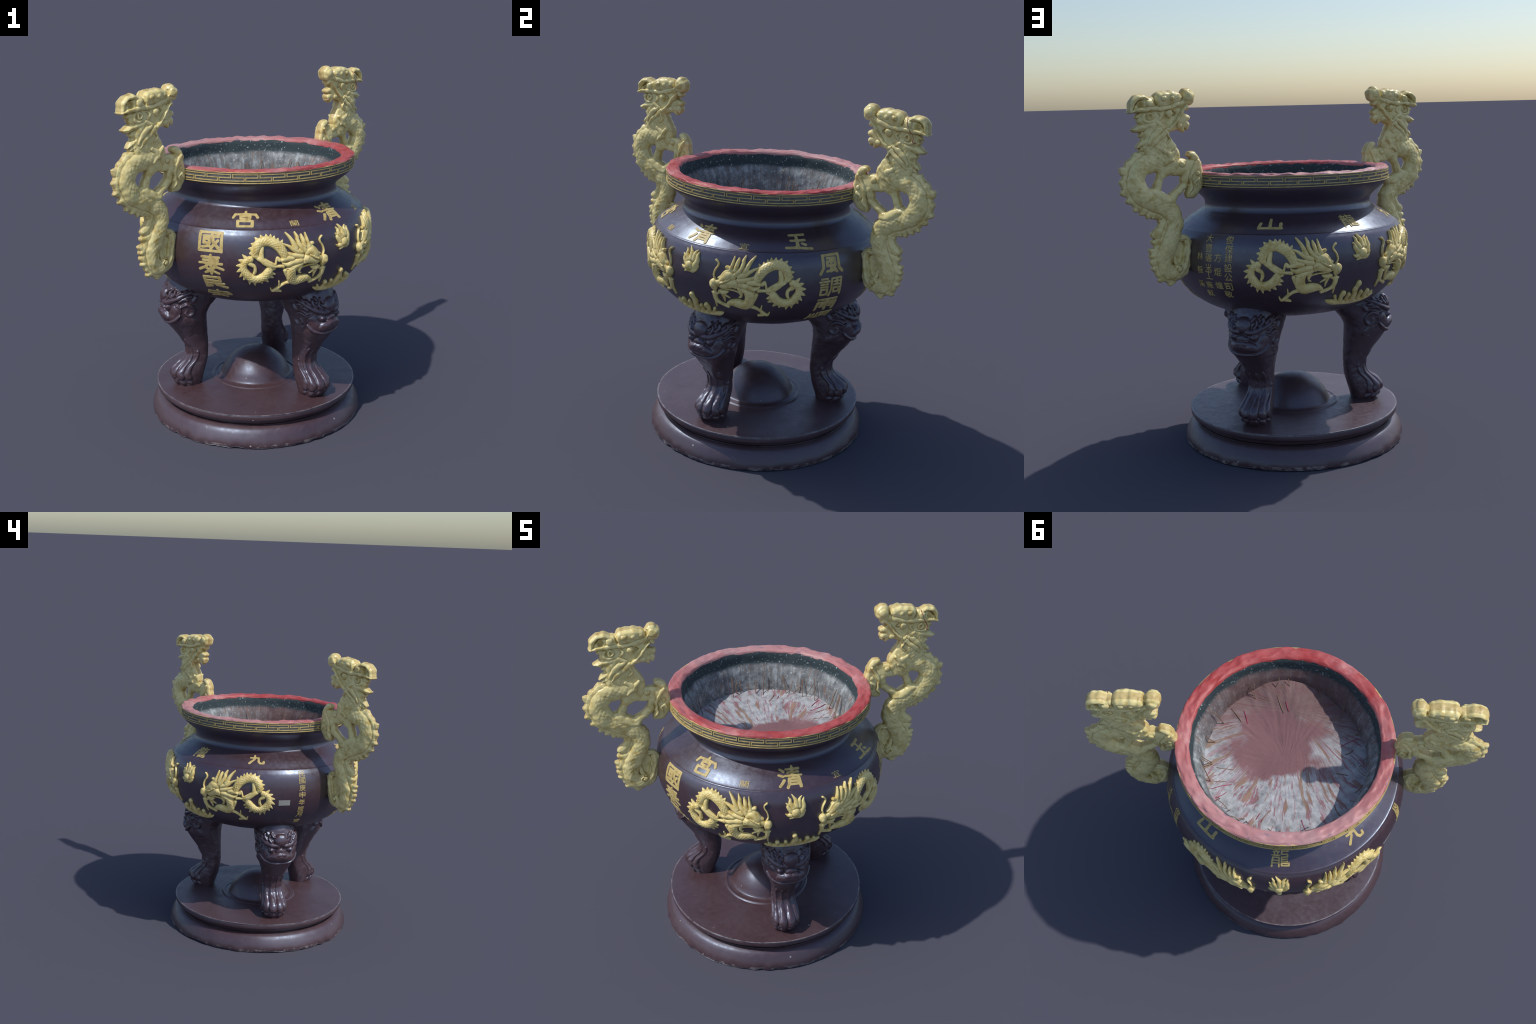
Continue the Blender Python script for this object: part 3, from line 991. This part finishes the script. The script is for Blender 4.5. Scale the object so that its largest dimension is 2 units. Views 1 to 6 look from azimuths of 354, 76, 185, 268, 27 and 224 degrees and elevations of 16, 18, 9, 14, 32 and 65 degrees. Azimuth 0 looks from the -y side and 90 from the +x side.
def paper_label():
    n = 8
    V, F = [], []
    for h in (-.002, .0018):
        for y in (-.072, -.035):
            for k in range(n + 1):
                V.append(on_belly(math.radians(-122.6 + 6.6 * k / n) * .66, y, h))
    m = n + 1
    for k in range(n):
        F.append((2 * m + k, 2 * m + k + 1, 3 * m + k + 1, 3 * m + k))
        F.append((k, k + 1, 2 * m + k + 1, 2 * m + k))
        F.append((m + k + 1, m + k, 3 * m + k, 3 * m + k + 1))
    F += [(0, 2 * m, 3 * m, m), (n, m + n, 3 * m + n, 2 * m + n)]
    mesh_object("paper_label", V, F, LABEL_GREY, root, smooth=False)


paper_label()

# ------------------------------------------------------------------ dragon handles
BODY_PATH = [(790, 1646, 56), (848, 1634, 52), (906, 1616, 50), (944, 1582, 51), (955, 1530, 52), (931, 1474, 53), (872, 1436, 52), (800, 1404, 50),
             (750, 1354, 50), (740, 1294, 48), (760, 1238, 48), (790, 1188, 48), (810, 1134, 46), (806, 1082, 43), (780, 1050, 40), (746, 1040, 37)]


def handle_strokes():
    S = []

    def add(part, pts, base, dome, cap=1e9, **k):
        S.append(Stroke(pts, part, base, dome, cap, **k))

    # body, tail, spines
    add('body', BODY_PATH, 30, .56, 33, scales=(16, 1.5))
    fin = [(x, z, r) for x, z, r in BODY_PATH]
    fin_line = catmull(fin)
    d = np.gradient(fin_line[:, :2], axis=0)
    d /= np.linalg.norm(d, axis=1)[:, None]
    web = np.c_[fin_line[:, :2] + np.c_[-d[:, 1], d[:, 0]] * (fin_line[:, 2] * .98)[:, None], np.full(len(fin_line), 18.0)][10::8]
    add('fin', [tuple(p) for p in web], 30, .35, 4)
    S.extend(teeth(BODY_PATH, 1, 70, 900, 31, 33, 'fin', 26, .12, jitter=.3, lean=-.25, width=.92, seed=11))
    add('fin', [(800, 1330, 20), (815, 1290, 22), (838, 1262, 24), (862, 1254, 12)], 30, .25, 6, grooves=(1.5, 1.2))
    add('fin', [(815, 1225, 25), (850, 1215, 20), (868, 1225, 8)], 30, .25, 6)
    add('fin', [(840, 1150, 22), (868, 1148, 18), (887, 1144, 4)], 28, .3, 6)
    add('tail', [(748, 1036, 38), (706, 1050, 34), (680, 1096, 30), (668, 1150, 27), (664, 1196, 26), (682, 1222, 18), (722, 1226, 22)], 34, .35, 14, grooves=(1.6, 3))
    add('tail', [(735, 1066, 30)], 34, .55, 18, lift=9)
    add('tail', [(735, 1088, 4), (715, 1076, 4.5), (713, 1056, 4.5), (732, 1046, 4.5), (748, 1058, 4), (742, 1072, 3.5)], 0, 7, carve=True)
    add('tail', [(735, 1120, 52), (728, 1165, 46)], 9, .02)
    add('tail', [(742, 1090, 18), (756, 1130, 13), (757, 1172, 6)], 30, .4)
    # neck and chest
    add('neck', [(838, 1806, 66), (834, 1765, 76), (822, 1715, 88), (795, 1668, 92), (778, 1635, 78)], 40, .22, 18, scales=(16, 1.6))
    add('neck', [(735, 1700, 26), (722, 1660, 26), (735, 1620, 26), (765, 1590, 28)], 38, .5, 13)
    add('neck', [(730, 1690, 10), (762, 1650, 14), (790, 1620, 10)], 40, .5, lift=20, grooves=(1, 1))
    add('neck', [(800, 1690, 10), (770, 1665, 14), (752, 1640, 8)], 40, .5, lift=19)
    # legs
    add('leg', [(785, 1590, 34), (812, 1548, 20), (830, 1505, 20), (838, 1465, 30)], 34, .5, 12)
    add('leg', [(862, 1472, 26), (830, 1450, 34), (790, 1430, 34), (760, 1425, 26)], 36, .6, 26, lift=4, grooves=(1.2, 2))
    add('leg', [(676, 1502, 22), (715, 1468, 18), (762, 1434, 24)], 34, .5, 12)
    # cloud bracket that meets the rim
    add('cloud', [(730, 1602, 44), (684, 1598, 46), (630, 1598, 42)], 34, .25, 8)
    add('cloud', [(634, 1660, 14), (612, 1652, 22), (594, 1622, 24), (592, 1590, 28)], 38, .3, 8)
    add('cloud', [(615, 1590, 46), (606, 1540, 48), (608, 1500, 46), (624, 1470, 34), (650, 1448, 14)], 38, .15, 8)
    add('cloud', [(662, 1560, 28), (670, 1520, 22)], 36, .3, 8)
    add('cloud', [(598, 1628, 7), (625, 1585, 8), (642, 1545, 9), (640, 1490, 9), (655, 1455, 5)], 38, .8, lift=9)
    add('cloud', [(690, 1612, 14)], 36, .6, lift=8)
    add('cloud', [(600, 1560, 16)], 38, .5, lift=8)
    add('cloud', [(585, 1510, 6), (600, 1530, 6), (618, 1515, 6), (610, 1495, 5)], 38, .8, lift=8)
    # head: skull slab, snout, jaws, brow, horn curl, mane
    add('head', [(935, 1905, 20), (870, 1916, 40), (780, 1922, 44), (705, 1932, 36), (668, 1940, 30)], 42, .25, 12)
    add('head', [(900, 1850, 30), (840, 1855, 58), (770, 1862, 56), (715, 1882, 42)], 40, .15, 10)
    add('head', [(642, 1958, 44)], 46, .3, 14)
    add('head', [(641, 1962, 27)], 46, .5, lift=11)
    add('head', [(652, 1912, 18), (640, 1903, 12)], 44, .3)
    add('head', [(800, 1948, 38), (742, 1956, 36), (708, 1958, 28)], 46, .4, 14, lift=6)
    add('head', [(792, 1952, 14)], 46, .7, lift=18)
    add('head', [(742, 1952, 17)], 46, .6, lift=15)
    add('head', [(705, 1955, 11)], 46, .6, lift=12)
    add('jaw', [(760, 1822, 42), (706, 1832, 38), (664, 1850, 22), (646, 1852, 16)], 40, .2, 9)
    add('jaw', [(690, 1822, 28), (654, 1820, 22), (645, 1798, 10)], 40, .2, 9)
    add('jaw', [(678, 1802, 13), (668, 1784, 4)], 38, .3)
    add('jaw', [(700, 1812, 14)], 40, .6, lift=7)
    add('horn', [(966, 1890, 8), (958, 1924, 13), (936, 1950, 15), (902, 1962, 16), (874, 1954, 15), (862, 1936, 14)], 44, .6, 14, lift=4)
    add('head', [(974, 1886, 4), (936, 1893, 11), (870, 1901, 12), (790, 1903, 11), (720, 1918, 11), (675, 1932, 9)], 46, .6, lift=9)
    add('head', [(915, 1922, 18)], 0, 22, carve=True)
    add('head', [(898, 1910, 13)], 40, .7, lift=2)
    add('head', [(868, 1930, 20)], 46, .5, lift=10)
    add('head', [(830, 1925, 10), (835, 1955, 10)], 0, 10, carve=True)
    add('head', [(672, 1975, 9), (675, 1950, 7)], 0, 14, carve=True)
    add('head', [(760, 1874, 21)], 42, .6, lift=12)
    add('head', [(866, 1864, 20)], 42, .4, lift=10)
    add('head', [(866, 1864, 9)], 0, 9, carve=True)
    add('head', [(896, 1876, 6), (905, 1855, 7), (888, 1838, 7), (858, 1838, 6)], 42, .7, lift=9)
    add('head', [(820, 1880, 5), (800, 1865, 7), (815, 1845, 6)], 42, .8, lift=9)
    add('head', [(735, 1890, 5), (720, 1875, 5), (735, 1862, 4)], 0, 8, carve=True)
    add('horn', [(900, 1868, 20), (924, 1866, 10), (938, 1858, 3)], 34, .3)
    add('horn', [(895, 1845, 16), (920, 1842, 9), (930, 1836, 3)], 34, .3)
    add('mane', [(860, 1818, 30), (905, 1808, 22), (938, 1800, 14), (966, 1794, 4)], 36, .5, 14, lift=4, grooves=(1, 2))
    add('mane', [(840, 1772, 36), (890, 1776, 22), (918, 1770, 8)], 36, .3, 12, grooves=(1, 2))
    add('mane', [(850, 1758, 32), (895, 1736, 20), (922, 1718, 10), (938, 1704, 4)], 34, .3, 12, grooves=(1, 2))
    add('mane', [(870, 1720, 26), (905, 1706, 14), (922, 1690, 5)], 34, .3, 10)
    add('mane', [(800, 1800, 12), (838, 1782, 15), (865, 1752, 11), (885, 1720, 4)], 42, .7, lift=13)
    add('mane', [(770, 1795, 10), (800, 1770, 13), (842, 1738, 11), (872, 1706, 4)], 42, .7, lift=14)
    add('mane', [(830, 1832, 13), (800, 1815, 15), (775, 1800, 7)], 42, .6, lift=10)
    add('mane', [(905, 1752, 12)], 0, 14, carve=True)
    add('whisker', [(662, 1908, 8), (690, 1872, 7), (722, 1832, 6.5), (755, 1800, 6.5), (772, 1772, 6.5), (762, 1748, 6), (776, 1726, 4)], 44, 1.0, lift=13)
    for k in S:                                   # the casting is a fairly thin plate
        k.curve[:, 2] = np.maximum(k.curve[:, 2] - (2.5 if k.part not in ('fin', 'whisker', 'body', 'leg') and k.curve[:, 2].max() > 15 else 0), 1.0)
        k.base *= .62
        k.lift *= .90
        if not k.carve:
            k.dome *= .78
            k.cap *= .78
    return S


def red_thread(strokes, holder):
    """A stray red offering thread hanging over one dragon's brow."""
    line = catmull([(858, 1962, 1), (868, 1930, 1), (884, 1896, 1), (903, 1866, 1), (898, 1848, 1), (916, 1838, 1)], 6)[:, :2]
    h = evaluate(strokes, line, 2.0)[1]
    pts = np.c_[line[:, 0], -h - 1.0 + 3.0, line[:, 1]] / 1000
    n, V, F = 6, [], []
    for i, p in enumerate(pts):
        d = pts[min(i + 1, len(pts) - 1)] - pts[max(i - 1, 0)]
        d /= np.linalg.norm(d)
        a = np.cross(d, (0, 1, 0))
        a /= np.linalg.norm(a)
        b = np.cross(a, d)
        V += [p + .0016 * (math.cos(t) * a + math.sin(t) * b) for t in np.linspace(0, 2 * math.pi, n, endpoint=False)]
    for i in range(len(pts) - 1):
        F += [(i * n + k, i * n + (k + 1) % n, (i + 1) * n + (k + 1) % n, (i + 1) * n + k) for k in range(n)]
    mesh_object("red_thread", V, F, THREAD, holder)


def dragon_handles():
    strokes = handle_strokes()
    P, h, lab, quads, border, grad = relief_grid(strokes, 2.4, warp=2.0)
    parts = [s.part for s in strokes]
    n = len(P)
    bi = sorted({i for e in border for i in e})
    idx = {b: k for k, b in enumerate(bi)}
    m = len(bi)
    # the casting thins towards its outline and its edge is a rough, rounded wall
    depth = np.clip(-evaluate(strokes, P, 2.0)[0] / 13.0, 0, 1)
    h = h * (.66 + .34 * np.sqrt(depth))
    hb = h[bi]
    front = np.c_[P[:, 0], -h, P[:, 1]]
    back = np.c_[P[:, 0], h, P[:, 1]]
    rings = []
    for lvl, bulge in ((-.72, 1.6), (-.38, 3.2), (0, 3.8), (.38, 3.2), (.72, 1.6)):
        rough = np.array([fbm((p[0] * .02, lvl * 1.6, p[1] * .02), 1.5, 2.0, 2) for p in P[bi]])
        q = P[bi] + grad[bi] * (bulge + 4.0 * rough * (1 - abs(lvl) * .8))[:, None]
        rings.append(np.c_[q[:, 0], hb * lvl, q[:, 1]])
    V0 = np.vstack([front, back] + rings) / 1000
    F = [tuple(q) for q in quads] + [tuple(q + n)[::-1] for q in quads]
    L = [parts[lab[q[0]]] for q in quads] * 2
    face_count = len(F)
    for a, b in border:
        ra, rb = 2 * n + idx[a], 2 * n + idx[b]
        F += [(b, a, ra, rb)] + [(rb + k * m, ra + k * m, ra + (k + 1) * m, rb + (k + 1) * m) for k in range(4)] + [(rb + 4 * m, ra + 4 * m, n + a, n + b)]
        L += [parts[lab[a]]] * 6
    nr = vertex_normals(V0, F)
    for sign in (1, -1):
        V = np.array(wobble(V0, nr, .0042, 17, 3.0 + sign, 2))
        V[:, 0] *= sign
        V[:, 1] += -.013 if sign < 0 else .003
        FF = F if sign == 1 else [f[::-1] for f in F]
        holder = link(bpy.data.objects.new("dragon_handle", None), root)
        if sign > 0:
            red_thread(strokes, holder)
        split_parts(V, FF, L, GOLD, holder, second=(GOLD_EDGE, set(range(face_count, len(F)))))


dragon_handles()

# ------------------------------------------------------------------ lion legs
LEG_Z = np.array([.170, .185, .215, .250, .275, .300, .325, .350, .385, .430, .480, .530, .570, .600, .640, .680, .720, .760, .800, .830, .860, .885])
LEG_OUT = np.array([.490, .500, .519, .531, .530, .514, .484, .454, .438, .442, .476, .511, .543, .561, .570, .569, .569, .564, .553, .542, .527, .495])
LEG_IN = np.array([.362, .358, .352, .342, .333, .326, .320, .315, .312, .312, .314, .317, .319, .321, .318, .298, .262, .23, .21, .21, .21, .21])
LEG_W = np.array([.060, .064, .072, .077, .077, .074, .070, .066, .064, .067, .075, .088, .104, .116, .122, .126, .130, .132, .130, .125, .115, .10])
LION = [  # lateral mm along the surface, height mm, radius mm ; base, dome, cap, lift
    ([(0, 764, 44)], 0, .55, 24, 0),                                                                   # crown boss
    ([(22, 728, 14), (60, 730, 16), (110, 752, 15), (165, 782, 12), (205, 800, 8)], 0, 1.0, 15, 2),      # brow
    ([(62, 700, 22)], 0, .7, 15, 0), ([(62, 700, 11)], 0, .9, 10, 12),                                 # eye
    ([(0, 694, 20), (22, 690, 15)], 0, .8, 15, 3),                                                     # nose bridge
    ([(0, 652, 34), (36, 650, 32), (64, 640, 22)], 0, .85, 28, 0),                                     # muzzle
    ([(10, 668, 14), (22, 664, 14)], 0, .8, 11, 18),                                                   # nostril wing
    ([(0, 622, 16), (40, 620, 14)], 0, .7, 11, 2),                                                     # lower lip
    ([(0, 600, 8), (60, 605, 9), (110, 625, 9), (145, 655, 8)], 0, 1.3, 12, 4),                        # jaw flange
    ([(40, 625, 22), (95, 645, 34), (120, 680, 34)], 0, .30, 9, 0),                                    # cheek
    ([(160, 712, 9), (190, 722, 11), (222, 702, 11), (222, 668, 11), (198, 652, 10), (178, 668, 8), (186, 688, 6)], 0, 1.0, 11, 2),   # ear spiral
    ([(200, 690, 40)], 0, .12, 5, 0), ([(195, 630, 26), (215, 610, 22), (190, 592, 12)], 0, .45, 10, 0),
    ([(60, 752, 9), (74, 772, 8), (70, 790, 6)], 0, 1.1, 10, 6), ([(90, 764, 9), (106, 784, 8), (104, 802, 6)], 0, 1.1, 10, 6),
    ([(122, 778, 9), (138, 796, 8)], 0, 1.1, 10, 5), ([(152, 792, 9), (168, 806, 7)], 0, 1.1, 10, 4),
    ([(48, 786, 9), (60, 806, 8)], 0, 1.1, 9, 4), ([(82, 800, 8), (90, 814, 7)], 0, 1.1, 9, 4),
    ([(140, 742, 8), (165, 756, 9), (188, 752, 7)], 0, 1.1, 9, 2), ([(180, 770, 10), (205, 772, 8)], 0, 1.0, 9, 1), ([(225, 740, 12), (235, 765, 9)], 0, .8, 9, 0),
    ([(128, 716, 6), (150, 700, 7), (150, 676, 5)], 0, 1.0, 7, 3),
    # toes, knuckles and tendons running up the shank
    ([(26, 258, 25), (25, 285, 24), (22, 325, 14), (20, 380, 10), (20, 470, 8)], 0, .75, 17, 0),
    ([(78, 254, 24), (72, 280, 22), (62, 325, 13), (55, 390, 10), (58, 480, 8)], 0, .75, 16, 0),
    ([(124, 250, 20), (114, 280, 18), (98, 330, 11), (92, 400, 8)], 0, .75, 13, 0),
    ([(26, 218, 19)], 0, .6, 10, 0), ([(74, 214, 18)], 0, .6, 10, 0), ([(118, 212, 14)], 0, .6, 8, 0), ([(0, 238, 10)], 0, .6, 6, 0), ([(50, 234, 10)], 0, .6, 6, 0),
]


def leg_surface():
    strokes = []
    for pts, base, dome, cap, lift in LION:
        for s in (1, -1):
            strokes.append(Stroke([(s * x, z, r) for x, z, r in pts], 'lion_mask', base, dome, cap, lift=lift))
    nz, nt = 230, 220
    zs = np.linspace(.170, .882, nz)
    ro, ri, w = (np.interp(zs, LEG_Z, a) for a in (LEG_OUT, LEG_IN, LEG_W))
    k = np.ones(7) / 7
    ro, ri, w = (np.convolve(np.r_[[a[0]] * 3, a, [a[-1]] * 3], k, 'valid') for a in (ro, ri, w))
    phi = np.linspace(-math.pi, math.pi, nt, endpoint=False)       # 0 = outward
    Z, PH = np.meshgrid(zs, phi, indexing='ij')
    RO, RI, W = (np.repeat(a[:, None], nt, 1) for a in (ro, ri, w))
    c, s = np.cos(PH), np.sin(PH)
    e = 2 / 2.5
    depth = (RO - RI) / 2
    X = W * np.sign(s) * np.abs(s) ** e
    Rr = (RO + RI) / 2 + depth * np.sign(c) * np.abs(c) ** e
    # arc length round the section, measured from its outward point
    step = np.hypot(np.diff(X, axis=1), np.diff(Rr, axis=1))
    arc = np.c_[np.zeros(nz), np.cumsum(step, axis=1)]
    lat = (arc - arc[:, nt // 2:nt // 2 + 1]) * 1000
    q = np.stack([lat.ravel(), Z.ravel() * 1000], 1)
    hit, h, _ = evaluate(strokes, q, .8)
    relief = np.where(hit < 0, h, 0).reshape(Z.shape) / 1000
    nx, nr = s * depth, c * W
    ln = np.hypot(nx, nr)
    X = X + nx / ln * relief
    Rr = Rr + nr / ln * relief
    V = np.stack([X.ravel(), -Rr.ravel(), Z.ravel()], 1)
    F, L = [], []
    for i in range(nz - 1):
        zc = zs[i]
        for j in range(nt):
            jj = (j + 1) % nt
            F.append((i * nt + j, i * nt + jj, (i + 1) * nt + jj, (i + 1) * nt + j))
            mask = zc > .592 and abs(lat[i, j]) < 240
            L.append('lion_mask' if mask else ('paw' if zc < .305 else 'shank'))
    V = np.array(wobble(V, vertex_normals(V, F), .0025, 22, 4))
    return V, F, L


def legs():
    V, F, L = leg_surface()
    first = None
    for k in range(3):
        holder = link(bpy.data.objects.new("leg", None), root)
        holder.location = ((.004, -.011, 0), (-.012, -.006, 0), (.001, -.006, 0))[k]
        holder.rotation_euler = (0, 0, math.radians((0, 117.8, -118)[k]))
        if first is None:
            first = split_parts(V, F, L, LACQUER_LEG, holder)
        else:
            for o in first.values():
                link(o.copy(), holder).parent = holder


legs()

# ------------------------------------------------------------------ base
MOULD = [(.0, .0), (.30, .0), (.60, .001), (.628, .003), (.633, .012), (.632, .030), (.626, .050), (.616, .070), (.606, .086), (.594, .099), (.576, .109), (.560, .114), (.55, .116), (.3, .116)]


def base_moulding():
    V, F, c = lathe("base_moulding", MOULD, None, None, seg=288, amp=.0015, scale=7, seed=12, spans=5)
    V = np.array(V)
    for i, p in enumerate(V):
        r = math.hypot(p[0], p[1])
        if r > .55 and p[2] < .05:          # chipped, uneven bottom edge
            d = p[:2] / r
            k = fbm((d[0], d[1], 0), 13, 3, 4)
            f = (1 - p[2] / .05)
            V[i, :2] += d * (.006 * k) * f
            V[i, 2] = max(0, p[2] + .010 * f * max(0, fbm((d[0], d[1], 1), 9, 5, 4)))
    V[:, 2] -= V[:, 2].min()
    V += BASE_SHIFT
    return mesh_object("base_moulding", V, F, LACQUER_BASE, root)


base_moulding()
lathe_object("base_disc", [(.54, .112), (.562, .120), (.572, .133), (.584, .146), (.595, .152), (.600, .160), (.601, .175), (.598, .184), (.590, .1875), (.45, .189), (.3, .194), (.2, .196), (0, .196)],
             LACQUER_BASE, root, shift=BASE_SHIFT, seg=256, amp=.0018, scale=7, seed=14)
lathe_object("base_dome", [(.272, .190), (.262, .197), (.256, .201), (.248, .202), (.238, .199), (.220, .203), (.211, .212), (.203, .228), (.189, .256), (.166, .287), (.138, .314), (.104, .338), (.068, .353), (.034, .360), (0, .362)],
             LACQUER_BASE, root, shift=BASE_SHIFT * .8, seg=160, amp=.002, scale=6, seed=15)
